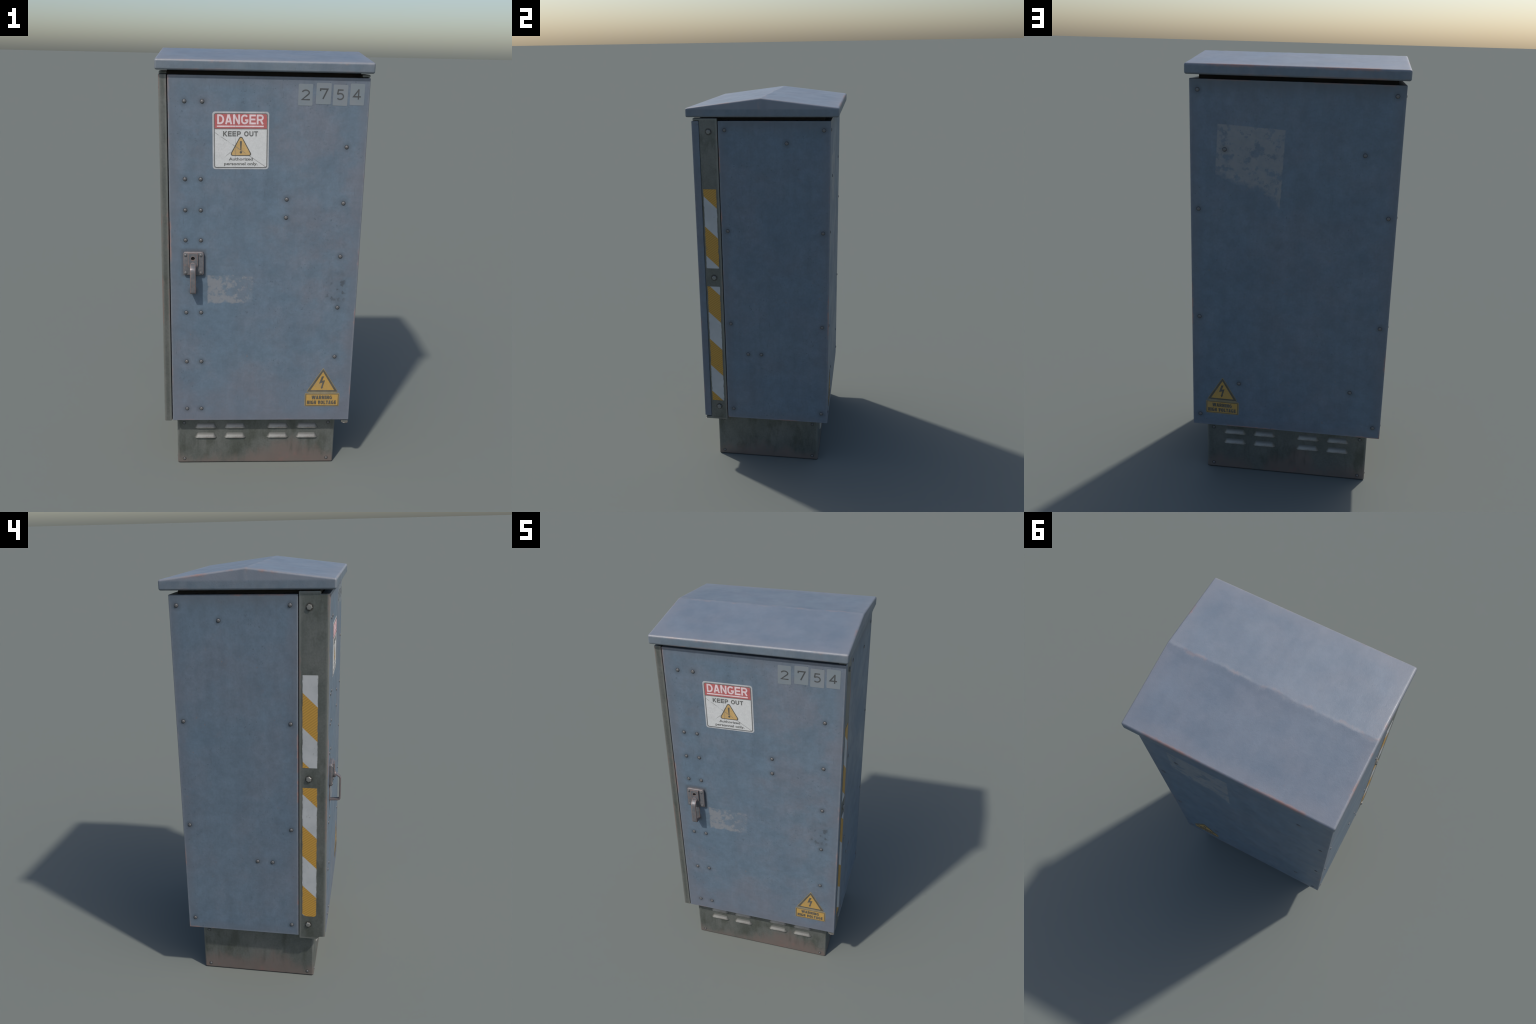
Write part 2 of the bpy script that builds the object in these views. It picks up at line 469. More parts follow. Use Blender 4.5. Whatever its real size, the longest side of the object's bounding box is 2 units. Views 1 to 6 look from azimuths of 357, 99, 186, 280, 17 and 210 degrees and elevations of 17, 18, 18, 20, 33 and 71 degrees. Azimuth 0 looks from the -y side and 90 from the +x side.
def make_lid_paint():
    n = Net("weathered_blue_paint_lid")
    edge = n.box_edge(-LID_W, LID_W, LID_F, LID_B, LID_BOT, LID_TOP, roof=True)
    favour = n.sub(n.mul(n.step(n.abs(n.add(n.x, 0.20)), 0.22, 0.10), 0.17), n.step(n.abs(n.x), 0.435, 0.452, 0, 0.055))
    col = paint_colour(n, edge, (0.6, 3.3, 1), 1.2, n.sub(favour, 0.045), 0.6, 0.0)
    top = n.step(n.z, LID_EDGE - 0.012, LID_EDGE)
    # top lightened for reflected sky, with cloudy blue patches, paler and rosier towards its edges
    col = n.mix(n.mul(top, 0.60), col, (0.205, 0.228, 0.268))
    cloud = n.step(n.noise(5.5, 8, 0.70, offset=(1, 9, 4)), 0.38, 0.66)
    col = n.mix(n.mul(n.mul(top, cloud), 0.50), col, (0.118, 0.156, 0.200))
    dx = n.sub(LID_W, n.abs(n.x))
    dy = n.mn(n.sub(n.y, LID_F), n.sub(LID_B, n.y))
    rim = n.add(n.mn(dx, dy), n.mul(n.sub(n.noise(6, 6, 0.68, offset=(8, 3, 1)), 0.5), 0.16))
    col = n.mix(n.mul(n.step(rim, 0.085, 0.0, 0, 0.42), top), col, (0.215, 0.220, 0.246))
    # greyer, blotchy skirt
    skirt = n.step(n.noise(13, 5, 0.62, stretch=(1, 1, 0.6), offset=(3, 2, 6)), 0.38, 0.66)
    side = n.mix(skirt, (0.112, 0.142, 0.168), (0.168, 0.190, 0.206))
    col = n.mix(n.mul(n.sub(1.0, top), 0.45), col, side)
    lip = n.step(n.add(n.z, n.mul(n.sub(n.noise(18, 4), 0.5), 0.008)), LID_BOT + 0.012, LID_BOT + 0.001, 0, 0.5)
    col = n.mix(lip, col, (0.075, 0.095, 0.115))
    # wandering, broken pale crease along the ridge with a darker band beside it
    wander = n.mul(n.sub(n.noise(13, 5, 0.68, stretch=(1, 0.05, 0.05)), 0.5), 0.085)
    d = n.sub(n.sub(n.y, RIDGE_Y), wander)
    broken = n.step(n.noise(9, 5, 0.65, offset=(2, 7, 2)), 0.36, 0.60)
    crease = n.mul(n.mul(n.step(n.abs(d), 0.017, 0.001), top), broken)
    col = n.mix(n.mul(crease, 0.34), col, (0.255, 0.262, 0.278))
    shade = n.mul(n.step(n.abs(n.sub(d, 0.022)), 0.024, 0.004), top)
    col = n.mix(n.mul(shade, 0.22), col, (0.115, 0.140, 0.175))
    rusty = n.mul(n.mul(n.step(n.abs(n.add(d, 0.002)), 0.011, 0.002), top), n.step(n.noise(7.5, 5, 0.65, offset=(4, 4, 4)), 0.47, 0.60))
    col = n.mix(n.mul(rusty, 0.38), col, (0.27, 0.205, 0.20))
    worn = n.add(edge, n.mul(n.sub(n.noise(38, 5, 0.7, offset=(3, 3, 9)), 0.5), 0.022))
    upper = n.step(n.z, LID_EDGE - 0.020, LID_EDGE - 0.006, 0.25, 1)
    pale = n.mul(n.step(worn, 0.012, 0.001), upper)
    col = n.mix(n.mul(pale, 0.40), col, (0.27, 0.265, 0.27))
    patch = n.step(n.add(n.noise(5.0, 5, 0.62, offset=(0.6, 3.3, 1)), n.sub(favour, 0.030)), 0.50, 0.62)
    rust = n.mul(n.mul(n.step(worn, 0.015, 0.003), patch), upper)
    col = n.mix(n.mul(rust, 0.75), col, (0.32, 0.165, 0.125))
    grain = n.add(n.noise(210, 3, 0.65), n.mul(n.noise(22, 5, 0.65), 2.0))
    rough = n.step(n.noise(8, 6, 0.65), 0.3, 0.7, 0.38, 0.54)
    return n.finish(col, rough, 0.0, grain, 0.20, 0.0018, spec=0.55)


def steel_colour(n, edge, glow=0.55):
    col = n.mix(n.step(n.noise(6.5, 7, 0.66, stretch=(1, 1, 0.7)), 0.36, 0.66), GREY_STEEL, (0.146, 0.150, 0.138))
    col = n.mix(n.step(n.noise(8, 6, 0.62, stretch=(1.3, 1.3, 0.6), offset=(2, 6, 1)), 0.48, 0.66, 0, 0.8), col, (0.074, 0.080, 0.066))
    col = n.gain(col, n.step(n.noise(110, 4, 0.65), 0.3, 0.7, 0.92, 1.08))
    wob = n.add(edge, n.mul(n.sub(n.noise(30, 3), 0.5), 0.006))
    col = n.mix(n.step(wob, 0.014, 0.002, 0, glow), col, (0.222, 0.224, 0.204))
    return col


def make_base_steel(points):
    n = Net("stained_grey_steel_plinth")
    edge = n.box_edge(-BASE_X, BASE_X, BASE_F, BASE_B, -1.0, 1.0)
    col = n.gain(steel_colour(n, edge, 0.45), 1.10)
    rise = n.add(n.z, n.mul(n.sub(n.noise(4.6, 5, 0.6, stretch=(1, 1, 0.35), offset=(3, 1, 2)), 0.5), 0.42))
    rough_edge = n.mul(n.sub(n.noise(60, 4, 0.7), 0.5), 0.05)
    col = n.mix(n.step(n.add(rise, rough_edge), 0.105, 0.015, 0, 0.85), col, RUST_DULL)
    red = n.mul(n.step(rise, 0.030, -0.04), n.step(n.noise(24, 6, 0.75), 0.46, 0.68))
    col = n.mix(n.mul(red, 0.5), col, (0.27, 0.145, 0.13))
    # trickle stains hanging below the vents
    drip = n.step(n.noise(1.0, 5, 0.6, stretch=(17, 17, 3.0), offset=(2, 2, 1)), 0.50, 0.66)
    reach = n.mul(n.step(n.z, 0.02, 0.08), n.step(n.z, 0.19, 0.12))
    col = n.mix(n.mul(n.mul(drip, reach), 0.45), col, (0.062, 0.068, 0.056))
    col = n.mix(n.step(n.z, 0.006, 0.001, 0, 0.85), col, (0.03, 0.03, 0.03))  # ground contact shadow coloured onto the lowest millimetres
    # dark ring round each plinth rivet
    d = n.near(points)
    col = n.mix(n.step(d, 0.0115, 0.0075, 0, 0.7), col, (0.045, 0.043, 0.04))
    grain = n.add(n.noise(150, 3, 0.6), n.mul(n.noise(30, 4, offset=(1, 2, 3)), 1.2))
    return n.finish(col, n.step(n.noise(8, 4), 0.3, 0.7, 0.42, 0.58), 0.36, grain, 0.16, 0.0018)


def make_post_steel(points):
    n = Net("dull_grey_steel_post")
    dx = n.mn(n.sub(BODY_X, n.abs(n.x)), n.sub(n.abs(n.x), 0.412))
    dy = n.mn(n.sub(n.y, POST_F), n.sub(POST_B, n.y))
    dz = n.mn(n.sub(n.z, 0.2535), n.sub(1.905, n.z))
    edge = n.mx(n.mn(dx, dy), n.mn(n.mx(dx, dy), dz))
    col = n.gain(steel_colour(n, edge, 0.65), 1.08)
    wob = n.add(edge, n.mul(n.sub(n.noise(40, 4), 0.5), 0.02))
    rust = n.mul(n.step(wob, 0.010, 0.0), n.step(n.noise(4.5, 4, 0.6, offset=(1, 2, 6)), 0.50, 0.62))
    col = n.mix(n.mul(rust, 0.55), col, (0.30, 0.19, 0.165))
    col = n.mix(n.step(n.near(points), 0.021, 0.0125, 0, 0.75), col, (0.04, 0.032, 0.027))
    grain = n.add(n.noise(170, 3, 0.6), n.noise(60, 3, offset=(3, 3, 3)))
    return n.finish(col, 0.44, 0.42, grain, 0.16, 0.0015)


def make_vent_steel():
    n = Net("vent_steel_lightened_for_sun")
    col = n.mix(n.step(n.noise(30, 5, 0.65), 0.35, 0.7), (0.300, 0.294, 0.272), (0.215, 0.202, 0.185))  # paler than the plinth to show sun and sky on the sloped hoods
    col = n.mix(n.step(n.noise(9, 3), 0.5, 0.7, 0, 0.3), col, (0.27, 0.19, 0.165))
    proud = n.add(n.mul(n.y, -1.0), n.mul(n.sub(n.noise(60, 3), 0.5), 0.004))
    col = n.mix(n.step(proud, 0.0010, 0.0080), (0.115, 0.115, 0.102), col)
    return n.finish(col, 0.45, 0.25, n.noise(120, 3), 0.1, 0.001)


def make_fastener_steel(name, dark, light, worn):
    n = Net(name)
    info = n.t.nodes.new('ShaderNodeObjectInfo')
    geo = n.t.nodes.new('ShaderNodeNewGeometry')
    col = n.mix(n.noise(190, 4, 0.6), dark, light)
    col = n.mix(n.mul(info.outputs['Random'], 0.5), col, worn)
    return n.finish(col, 0.45, 0.3)


def make_handle_metal():
    n = Net("worn_brownish_handle_metal")
    col = n.mix(n.step(n.noise(45, 5, 0.65), 0.35, 0.68), (0.128, 0.135, 0.148), (0.180, 0.176, 0.182))
    bev = n.t.nodes.new('ShaderNodeBevel')
    bev.samples = 6
    bev.inputs['Radius'].default_value = 0.006
    geo = n.t.nodes.new('ShaderNodeNewGeometry')
    dot = n.t.nodes.new('ShaderNodeVectorMath')
    dot.operation = 'DOT_PRODUCT'
    n.put(dot.inputs[0], bev.outputs[0])
    n.put(dot.inputs[1], geo.outputs['True Normal'])
    wear = n.step(n.add(n.sub(1.0, dot.outputs['Value']), n.mul(n.sub(n.noise(60, 4), 0.5), 0.06)), 0.0, 0.12)
    col = n.mix(n.mul(wear, 0.80), col, (0.36, 0.225, 0.185))  # warm edge tint carries painted lit-edge highlights along with the rust
    col = n.mix(n.step(n.noise(70, 4, 0.6, offset=(2, 2, 2)), 0.58, 0.72, 0, 0.5), col, (0.27, 0.155, 0.12))
    return n.finish(col, 0.45, 0.3, n.noise(160, 3), 0.12, 0.001)


def make_plain(name, col, rough=0.6):
    n = Net(name)
    c = n.gain(col, n.step(n.noise(90, 4, 0.6), 0.3, 0.7, 0.9, 1.1))
    return n.finish(c, rough, 0.0)


def make_print(name, col, grime=0.25, scratched=False, fade=None):
    """Printed film: faded unevenly, dirty, optionally scored by a key."""
    n = Net(name)
    c = n.mix(n.step(n.noise(22, 5, 0.65), 0.35, 0.75), col, fade or tuple(min(1, v * 1.12 + 0.02) for v in col))
    c = n.mix(n.step(n.noise(17, 5, 0.7, offset=(3, 1, 7)), 0.52, 0.78, 0, grime), c, (0.20, 0.20, 0.195))
    c = n.gain(c, n.step(n.noise(160, 2), 0.3, 0.7, 0.96, 1.04))
    if scratched:
        for (p, q, wid, lo, off) in (((-0.213, 1.657), (0.018, 1.506), 0.0014, 0.33, (1, 0, 0)),
                                     ((-0.165, 1.552), (-0.135, 1.578), 0.0012, 0.36, (2, 0, 5)),
                                     ((-0.121, 1.70), (-0.121, 1.62), 0.0009, 0.42, (4, 0, 2))):
            d = n.add(n.segment('x', p, q), n.mul(n.sub(n.noise(120, 2, offset=off), 0.5), 0.0022))
            along = n.step(n.noise(26, 3, 0.6, offset=off), lo, lo + 0.15)
            span = n.mul(n.step(n.x, min(p[0], q[0]) - 0.003, min(p[0], q[0])), n.step(n.x, max(p[0], q[0]) + 0.003, max(p[0], q[0])))
            c = n.mix(n.mul(n.mul(n.step(d, wid * 1.6, wid * 0.4), along), n.mul(span, 0.7)), c, (0.16, 0.16, 0.155))
    return n.finish(c, 0.5, 0.0)


def make_number_film():
    n = Net("pale_number_film")
    c = n.mix(n.step(n.noise(7, 5, 0.65), 0.35, 0.7), (0.182, 0.214, 0.232), (0.203, 0.220, 0.236))
    c = n.mix(n.step(n.noise(30, 4, 0.6), 0.5, 0.75, 0, 0.35), c, (0.14, 0.185, 0.235))
    return n.finish(c, 0.45)


def make_tape(side):
    """Reflective tape: white and yellow diagonals; the yellow has a fine cross-ribbed weave."""
    n = Net("striped_reflective_tape_" + ("starboard" if side > 0 else "port"))
    lean, start = (0.951, 1.4856) if side > 0 else (-0.965, 1.4490)
    yc = -0.2530
    s = n.sub(n.add(n.z, n.mul(n.sub(n.y, yc), lean)), start)
    # half period 0.1555: fraction of a full period decides the colour
    f = n.m('FRACT', n.add(n.m('DIVIDE', s, 0.3115), 4.0))
    edge = n.mul(n.sub(n.noise(60, 3), 0.5), 0.006)
    f = n.add(f, edge)
    yel = n.mul(n.step(f, 0.0, 0.012), n.step(f, 0.512, 0.500))
    if side < 0:
        yel = n.sub(1.0, yel)
    rib = n.m('SINE', n.mul(n.add(n.z, n.mul(n.y, 0.75 if side < 0 else -0.75)), 2 * math.pi / 0.0125))
    yc1 = n.mix(n.step(rib, -0.7, 0.7), (0.385, 0.208, 0.034), (0.495, 0.270, 0.045))
    white = n.mix(n.step(n.noise(12, 5, 0.6), 0.35, 0.7), (0.455, 0.458, 0.455), (0.39, 0.395, 0.395))
    col = n.mix(yel, white, yc1)
    scuff = n.step(n.noise(34, 5, 0.65, stretch=(1, 1, 0.7), offset=(side * 3, 1, 2)), 0.63, 0.73, 0, 0.55)
    rub = n.sub(0.0335, n.abs(n.add(n.y, 0.2533)))
    rub = n.step(n.add(rub, n.mul(n.sub(n.noise(42, 5, 0.7, offset=(side, 4, 4)), 0.5), 0.016)), 0.0035, -0.001, 0, 0.65)
    scuff = n.mx(scuff, rub)
    col = n.mix(scuff, col, (0.13, 0.13, 0.12))
    return n.finish(col, 0.5, 0.0)


# ------------------------------------------------------------------ root
cabinet = link(bpy.data.objects.new("utility_cabinet", None))
cabinet["label"] = "weathered blue steel street electrical cabinet with hazard labels"
cabinet["category"] = "electrical cabinet"

# rivet layouts
PAIR_Z = (1.7838, 1.4523, 1.3142, 1.1770, 0.8321, 0.5849, 0.3368)
door_rivets = []
for i, z in enumerate(PAIR_Z):
    door_rivets += [(-0.3387, z), (-0.2635 if i == 0 else -0.2703, z)]
door_rivets += [(0.3608, z) for z in (1.6005, 1.3523, 1.1057, 0.8587, 0.6101)]
door_rivets += [(0.1077, 1.3672), (0.1075, 1.2844)]
side_rivets = [(y, z) for y in (-0.1685, 0.3145) for z in (1.848, 1.341, 0.833, 0.3262)]
side_rivets += [(0.1352, 1.7855), (-0.0792, 0.660), (-0.0078, 0.661)]
back_rivets = [(x, z) for x in (-0.411, 0.412) for z in (1.848, 1.340, 0.8323, 0.326)]
back_rivets += [(-0.2965, 1.604), (0.2965, 1.604), (0.226, 0.502), (-0.295, 0.502)]
base_fb = [(x, z) for x in (-0.3577, 0.358) for z in (0.0213, 0.2238)]
base_sd = [(y, z) for y in (-0.240, 0.2612) for z in (0.0218, 0.2238)]
bolts = [(-0.2485, z) for z in (1.840, 1.0877, 0.335)]

housing_pts = [(s * BODY_X, y, z) for s in (-1, 1) for y, z in side_rivets] + [(x, BODY_B, z) for x, z in back_rivets]
door_pts = [(x, DOOR_F, z) for x, z in door_rivets]
base_pts = [(x, y, z) for x, z in base_fb for y in (BASE_F, BASE_B)] + [(s * BASE_X, y, z) for s in (-1, 1) for y, z in base_sd]
post_pts = [(s * BODY_X, y, z) for s in (-1, 1) for y, z in bolts]

M_HOUSING = make_housing_paint(housing_pts)
M_DOOR = make_door_paint(door_pts)
M_LID = make_lid_paint()
M_BASE = make_base_steel(base_pts)
M_POST = make_post_steel(post_pts)
M_VENT = make_vent_steel()
M_RIVET = make_fastener_steel("grey_rivet_steel", (0.116, 0.121, 0.127), (0.172, 0.174, 0.177), (0.17, 0.155, 0.148))
M_BOLT = make_fastener_steel("zinc_bolt_steel", (0.175, 0.175, 0.160), (0.25, 0.25, 0.23), (0.20, 0.195, 0.18))
M_HANDLE = make_handle_metal()
M_INSIDE = make_plain("dark_inner_frame", (0.022, 0.017, 0.013), 0.85)

def soften(ob):
    """Flat faces stay flat, rounded edges shade smoothly."""
    ob.data.shade_smooth()
    wn = ob.modifiers.new("weighted_normals", 'WEIGHTED_NORMAL')
    wn.weight = 100
    wn.keep_sharp = True
    return ob


# ------------------------------------------------------------------ housing: folded sheet, sides and back in one
bm = bmesh.new()
T = 0.0335
outline = [(BODY_X, BODY_F), (BODY_X, BODY_B), (-BODY_X, BODY_B), (-BODY_X, BODY_F),
           (-BODY_X + T, BODY_F), (-BODY_X + T, BODY_B - T), (BODY_X - T, BODY_B - T), (BODY_X - T, BODY_F)]
add_prism(bm, outline, lambda u, v, w: (u, v, w), BODY_Z0, BODY_Z1)
bevel_sharp(bm, 0.0032, 3)
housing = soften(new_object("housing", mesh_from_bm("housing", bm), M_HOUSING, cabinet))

# dark inner carcass, seen only through the gaps
bm = bmesh.new()
add_box(bm, -BODY_X + T + 0.001, BODY_X - T - 0.001, -0.2905, BODY_B - T - 0.001, BODY_Z0 + 0.004, LID_BOT + 0.004)
inner = new_object("inner_frame", mesh_from_bm("inner_frame", bm), M_INSIDE, cabinet)

# ------------------------------------------------------------------ gabled lid
fold = random.Random(21)
N_FOLD = 64
phase = [(fold.uniform(0, 6.28), f, amp) for f, amp in ((2, 0.0012), (5, 0.0024), (9, 0.0022), (14, 0.0016), (21, 0.0010))]
bm = bmesh.new()
rows = []
for i in range(N_FOLD + 1):
    t = i / N_FOLD
    x = -LID_W + 2 * LID_W * t
    calm = min(1.0, 12 * t, 12 * (1 - t))
    dy = calm * sum(amp * math.sin(p + f * math.pi * t) for p, f, amp in phase)
    dz = -calm * abs(sum(amp * math.cos(p * 1.7 + f * 2.3 * math.pi * t) for p, f, amp in phase)) * 0.16
    gable = [(LID_F, LID_BOT), (LID_B, LID_BOT), (LID_B, LID_EDGE), (RIDGE_Y + dy, LID_TOP + dz), (LID_F, LID_EDGE)]
    rows.append([bm.verts.new((x, u, v)) for u, v in gable])
for p, q in zip(rows, rows[1:]):
    for k in range(5):
        j = (k + 1) % 5
        bm.faces.new((p[k], p[j], q[j], q[k]))
bm.faces.new(rows[0])
bm.faces.new(rows[-1])
bevel_sharp(bm, 0.0085, 4, 30)
bmesh.ops.recalc_face_normals(bm, faces=bm.faces[:])
ridge = [e for e in bm.edges if len(e.link_faces) == 2 and all(v.co.z > LID_TOP - 0.004 for v in e.verts)
         and abs(e.verts[0].co.x - e.verts[1].co.x) > 0.004 and e.calc_face_angle(0) > math.radians(8)]
bmesh.ops.bevel(bm, geom=ridge, offset=0.0045, segments=2, profile=0.5, affect='EDGES', clamp_overlap=True)
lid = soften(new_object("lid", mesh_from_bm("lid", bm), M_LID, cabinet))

# ------------------------------------------------------------------ door
bm = bmesh.new()
add_box(bm, DOOR_X0, DOOR_X1, DOOR_F, DOOR_BK, DOOR_Z0, DOOR_Z1)
bevel_sharp(bm, 0.0035, 3)
door = soften(new_object("door", mesh_from_bm("door", bm), M_DOOR, cabinet))

# ------------------------------------------------------------------ corner posts
bm = bmesh.new()
left_profile = [(POST_B, 0.2535), (-0.2905, 0.2535), (-0.3015, 0.2670), (POST_F, 0.2700),
                (POST_F, 1.8930), (-0.2935, 1.8930), (-0.2935, 1.9050), (POST_B, 1.9050)]
add_prism(bm, left_profile, lambda u, v, w: (w, u, v), -BODY_X, -0.4125)
bevel_sharp(bm, 0.004, 3)
post_l = soften(new_object("corner_post", mesh_from_bm("corner_post", bm), M_POST, cabinet))

bm = bmesh.new()
right_profile = [(POST_B, 0.2535), (-0.326, 0.2535), (-0.326, 0.2690), (-0.2950, 0.2700),
                 (-0.2950, 1.8930), (-0.3255, 1.8930), (-0.3255, 1.9050), (POST_B, 1.9050)]
add_prism(bm, right_profile, lambda u, v, w: (w, u, v), 0.4125, BODY_X - 0.0003)
bevel_sharp(bm, 0.004, 3)
# tapered foot of the door stop, peeping out below the door
tri = [(0.4165, 0.256), (0.430, 0.2495), (0.437, 0.2495), (0.4462, 0.256)]
add_prism(bm, tri, lambda u, v, w: (u, w, v), -0.3265, -0.300)
post_r = soften(new_object("corner_post", mesh_from_bm("corner_post", bm), M_POST, cabinet))

# ------------------------------------------------------------------ plinth
bm = bmesh.new()
add_box(bm, -BASE_X, BASE_X, BASE_F, BASE_B, 0.0, 0.2715)
bevel_sharp(bm, 0.009, 4, only=lambda e: abs((e.verts[0].co - e.verts[1].co).z) > 0.1)
bevel_sharp(bm, 0.002, 2, 60)
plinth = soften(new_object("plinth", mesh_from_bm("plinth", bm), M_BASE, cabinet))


def vent_mesh():
    """Pressed louvre hood: hip-shaped, full depth at its lower lip, sloping back into the sheet."""
    W, H, D = 0.113, 0.0255, 0.0110
    nx, nz = 72, 24
    bm = bmesh.new()
    grid = []
    for j in range(nz + 1):
        v = j / nz
        row = []
        for i in range(nx + 1):
            u = (i / nx - 0.5) * W
            end = max(0.0, (W / 2 - abs(u) - 0.015 * v) / 0.013)
            slope = (1 - v) * 1.30
            h = -math.log(math.exp(-8 * end) + math.exp(-8 * slope) + math.exp(-8)) / 8
            lip = 1.0 if v > 0.10 else 0.80 + 0.20 * math.sqrt(v / 0.10)
            row.append(bm.verts.new((u, -D * max(0.0, h) * lip + 0.0004 * (h <= 0), v * H)))
        grid.append(row)
    for j in range(nz):
        for i in range(nx):
            bm.faces.new((grid[j][i], grid[j][i + 1], grid[j + 1][i + 1], grid[j + 1][i]))
    back = [bm.verts.new((v.co.x, 0.003, 0.0)) for v in grid[0]]
    for i in range(nx):
        bm.faces.new((grid[0][i], back[i], back[i + 1], grid[0][i + 1]))
    return mesh_from_bm("vent", bm)


vent = vent_mesh()
vent.materials.append(M_VENT)
vent.shade_smooth()
vent.set_sharp_from_angle(angle=math.radians(50))
for xc in (-0.2515, -0.1065, 0.1065, 0.2525):
    for z in (0.1422, 0.1972):
        for front in (True, False):
            ob = link(bpy.data.objects.new("vent", vent), plinth)
            ob.location = (xc, BASE_F if front else BASE_B, z)
            if not front:
                ob.rotation_euler = (0, 0, math.pi)


# ------------------------------------------------------------------ fasteners
def revolve(profile, n, name):
    """Solid of revolution about local +z from (radius, height) stations."""
    bm = bmesh.new()
    rings = [[bm.verts.new((r * math.cos(2 * math.pi * i / n), r * math.sin(2 * math.pi * i / n), h)) for i in range(n)] for r, h in profile[:-1]]
    tip = bm.verts.new((0, 0, profile[-1][1]))
    for a, b in zip(rings, rings[1:]):
        for i in range(n):
            bm.faces.new((a[i], a[(i + 1) % n], b[(i + 1) % n], b[i]))
    for i in range(n):
        bm.faces.new((rings[-1][i], rings[-1][(i + 1) % n], tip))
    return mesh_from_bm(name, bm)


R = 0.0074
rivet = revolve([(R, -0.002), (R, 0.0010)] + [(R * math.cos(a), 0.0010 + 0.0030 * math.sin(a)) for a in (0.25, 0.5, 0.75, 1.0, 1.25, 1.45)] + [(0, 0.0040)], 20, "rivet")
rivet.materials.append(M_RIVET)
rivet.shade_smooth()
rivet.set_sharp_from_angle(angle=math.radians(60))
bolt = revolve([(0.0128, -0.002), (0.0128, 0.0044), (0.0102, 0.0074), (0, 0.0078)], 6, "bolt")
bolt.materials.append(M_BOLT)

FACES = {  # outward direction of each wall
    'front': Matrix.Rotation(math.radians(90), 4, 'X'),
    'back': Matrix.Rotation(math.radians(-90), 4, 'X'),
    'left': Matrix.Rotation(math.radians(-90), 4, 'Y'),
    'right': Matrix.Rotation(math.radians(90), 4, 'Y'),
}


def fasten(mesh, name, loc, face, parent, size=1.0, spin=None):
    ob = link(bpy.data.objects.new(name, mesh), parent)
    s = size * (1 + rng.uniform(-0.04, 0.04))
    ob.matrix_local = Matrix.Translation(loc) @ FACES[face] @ Matrix.Rotation(rng.uniform(0, 6.28) if spin is None else spin, 4, 'Z') @ Matrix.Scale(s, 4)


for x, z in door_rivets:
    fasten(rivet, "rivet", (x, DOOR_F, z), 'front', door)
for x, z in back_rivets:
    fasten(rivet, "rivet", (x, BODY_B, z), 'back', housing)
for s, face in ((-1, 'left'), (1, 'right')):
    for y, z in side_rivets:
        fasten(rivet, "rivet", (s * BODY_X, y, z), face, housing)
    for y, z in base_sd:
        fasten(rivet, "rivet", (s * BASE_X, y, z), face, plinth, 0.85)
    for y, z in bolts:
        fasten(bolt, "bolt", (s * BODY_X, y, z), face, post_l if s < 0 else post_r)
for x, z in base_fb:
    fasten(rivet, "rivet", (x, BASE_F, z), 'front', plinth, 0.85)
    fasten(rivet, "rivet", (x, BASE_B, z), 'back', plinth, 0.85)


# ------------------------------------------------------------------ reflective tape on the posts
def wavy_strip(y0, y1, z0, z1, seed, round_bottom=0.0):
    """Tape outline with slightly frayed long edges, listed counter-clockwise in (y, z)."""
    r = random.Random(seed)
    n = max(8, int((z1 - z0) / 0.004))
    knots = [[r.uniform(-0.0014, 0.0014) for _ in range(int((z1 - z0) / 0.017) + 3)] for _ in (0, 1)]

    def fray(k, z):
        p = (z - z0) / 0.017
        i, f = int(p), p - int(p)
        return knots[k][i] * (1 - f) + knots[k][i + 1] * f

    left, right = [], []
    for i in range(n + 1):
        z = z0 + (z1 - z0) * i / n
        pull = 0.0
        if round_bottom and z - z0 < round_bottom:
            q = 1 - (z - z0) / round_bottom
            pull = round_bottom * (1 - math.sqrt(max(0, 1 - q * q)))
        left.append((y0 + fray(0, z) + pull * 0.6, z))
        right.append((y1 + fray(1, z) - pull * 1.2, z))
    return left, right


for s, post, pieces in ((1, post_r, ((1.139, 1.5555, 0), (0.3715, 1.0387, 0))), (-1, post_l, ((1.1408, 1.558, 0), (0.3802, 1.0450, 0.016)))):
    bm = bmesh.new()
    for k, (z0, z1, rb) in enumerate(pieces):
        A, B = wavy_strip(-0.2868, -0.2198, z0, z1, 11 + k + 5 * s, rb)
        rows = [[bm.verts.new((s * (BODY_X - 0.0003 + w), y, z)) for y, z in side] for side in (A, B) for w in (-0.001, 0.0011)]
        al, ah, bl, bh = rows
        for i in range(len(A) - 1):
            j = i + 1
            for quad in ((ah[i], bh[i], bh[j], ah[j]), (al[i], al[j], bl[j], bl[i]), (al[i], ah[i], ah[j], al[j]), (bl[i], bl[j], bh[j], bh[i])):
                bm.faces.new(quad)
        for i in (0, -1):
            bm.faces.new((al[i], bl[i], bh[i], ah[i]))
    new_object("reflective_tape", mesh_from_bm("reflective_tape", bm), make_tape(s), post)

# ------------------------------------------------------------------ handle
bm = bmesh.new()
front = lambda u, v, w: (u, DOOR_F - w, v)
add_prism(bm, round_rect(-0.349, -0.257, 1.018, 1.126, 0.010), front, -0.002, 0.0145)
bevel_sharp(bm, 0.003, 3, 50)
handle = new_object("handle", mesh_from_bm("handle", bm), M_HANDLE, cabinet, 40)

bm = bmesh.new()
U0, U1 = -0.3268, -0.2842
UC = (U0 + U1) / 2
keyhole = (UC, 1.0985)
low = corner_arc(UC, 1.070, (U1 - U0) / 2, math.pi, 2 * math.pi, 12)
block = low + [(U1, 1.1225), (U0, 1.1225)]
# block with a round keyhole: bridge the outline to the hole by matching angles
hole_n = 40


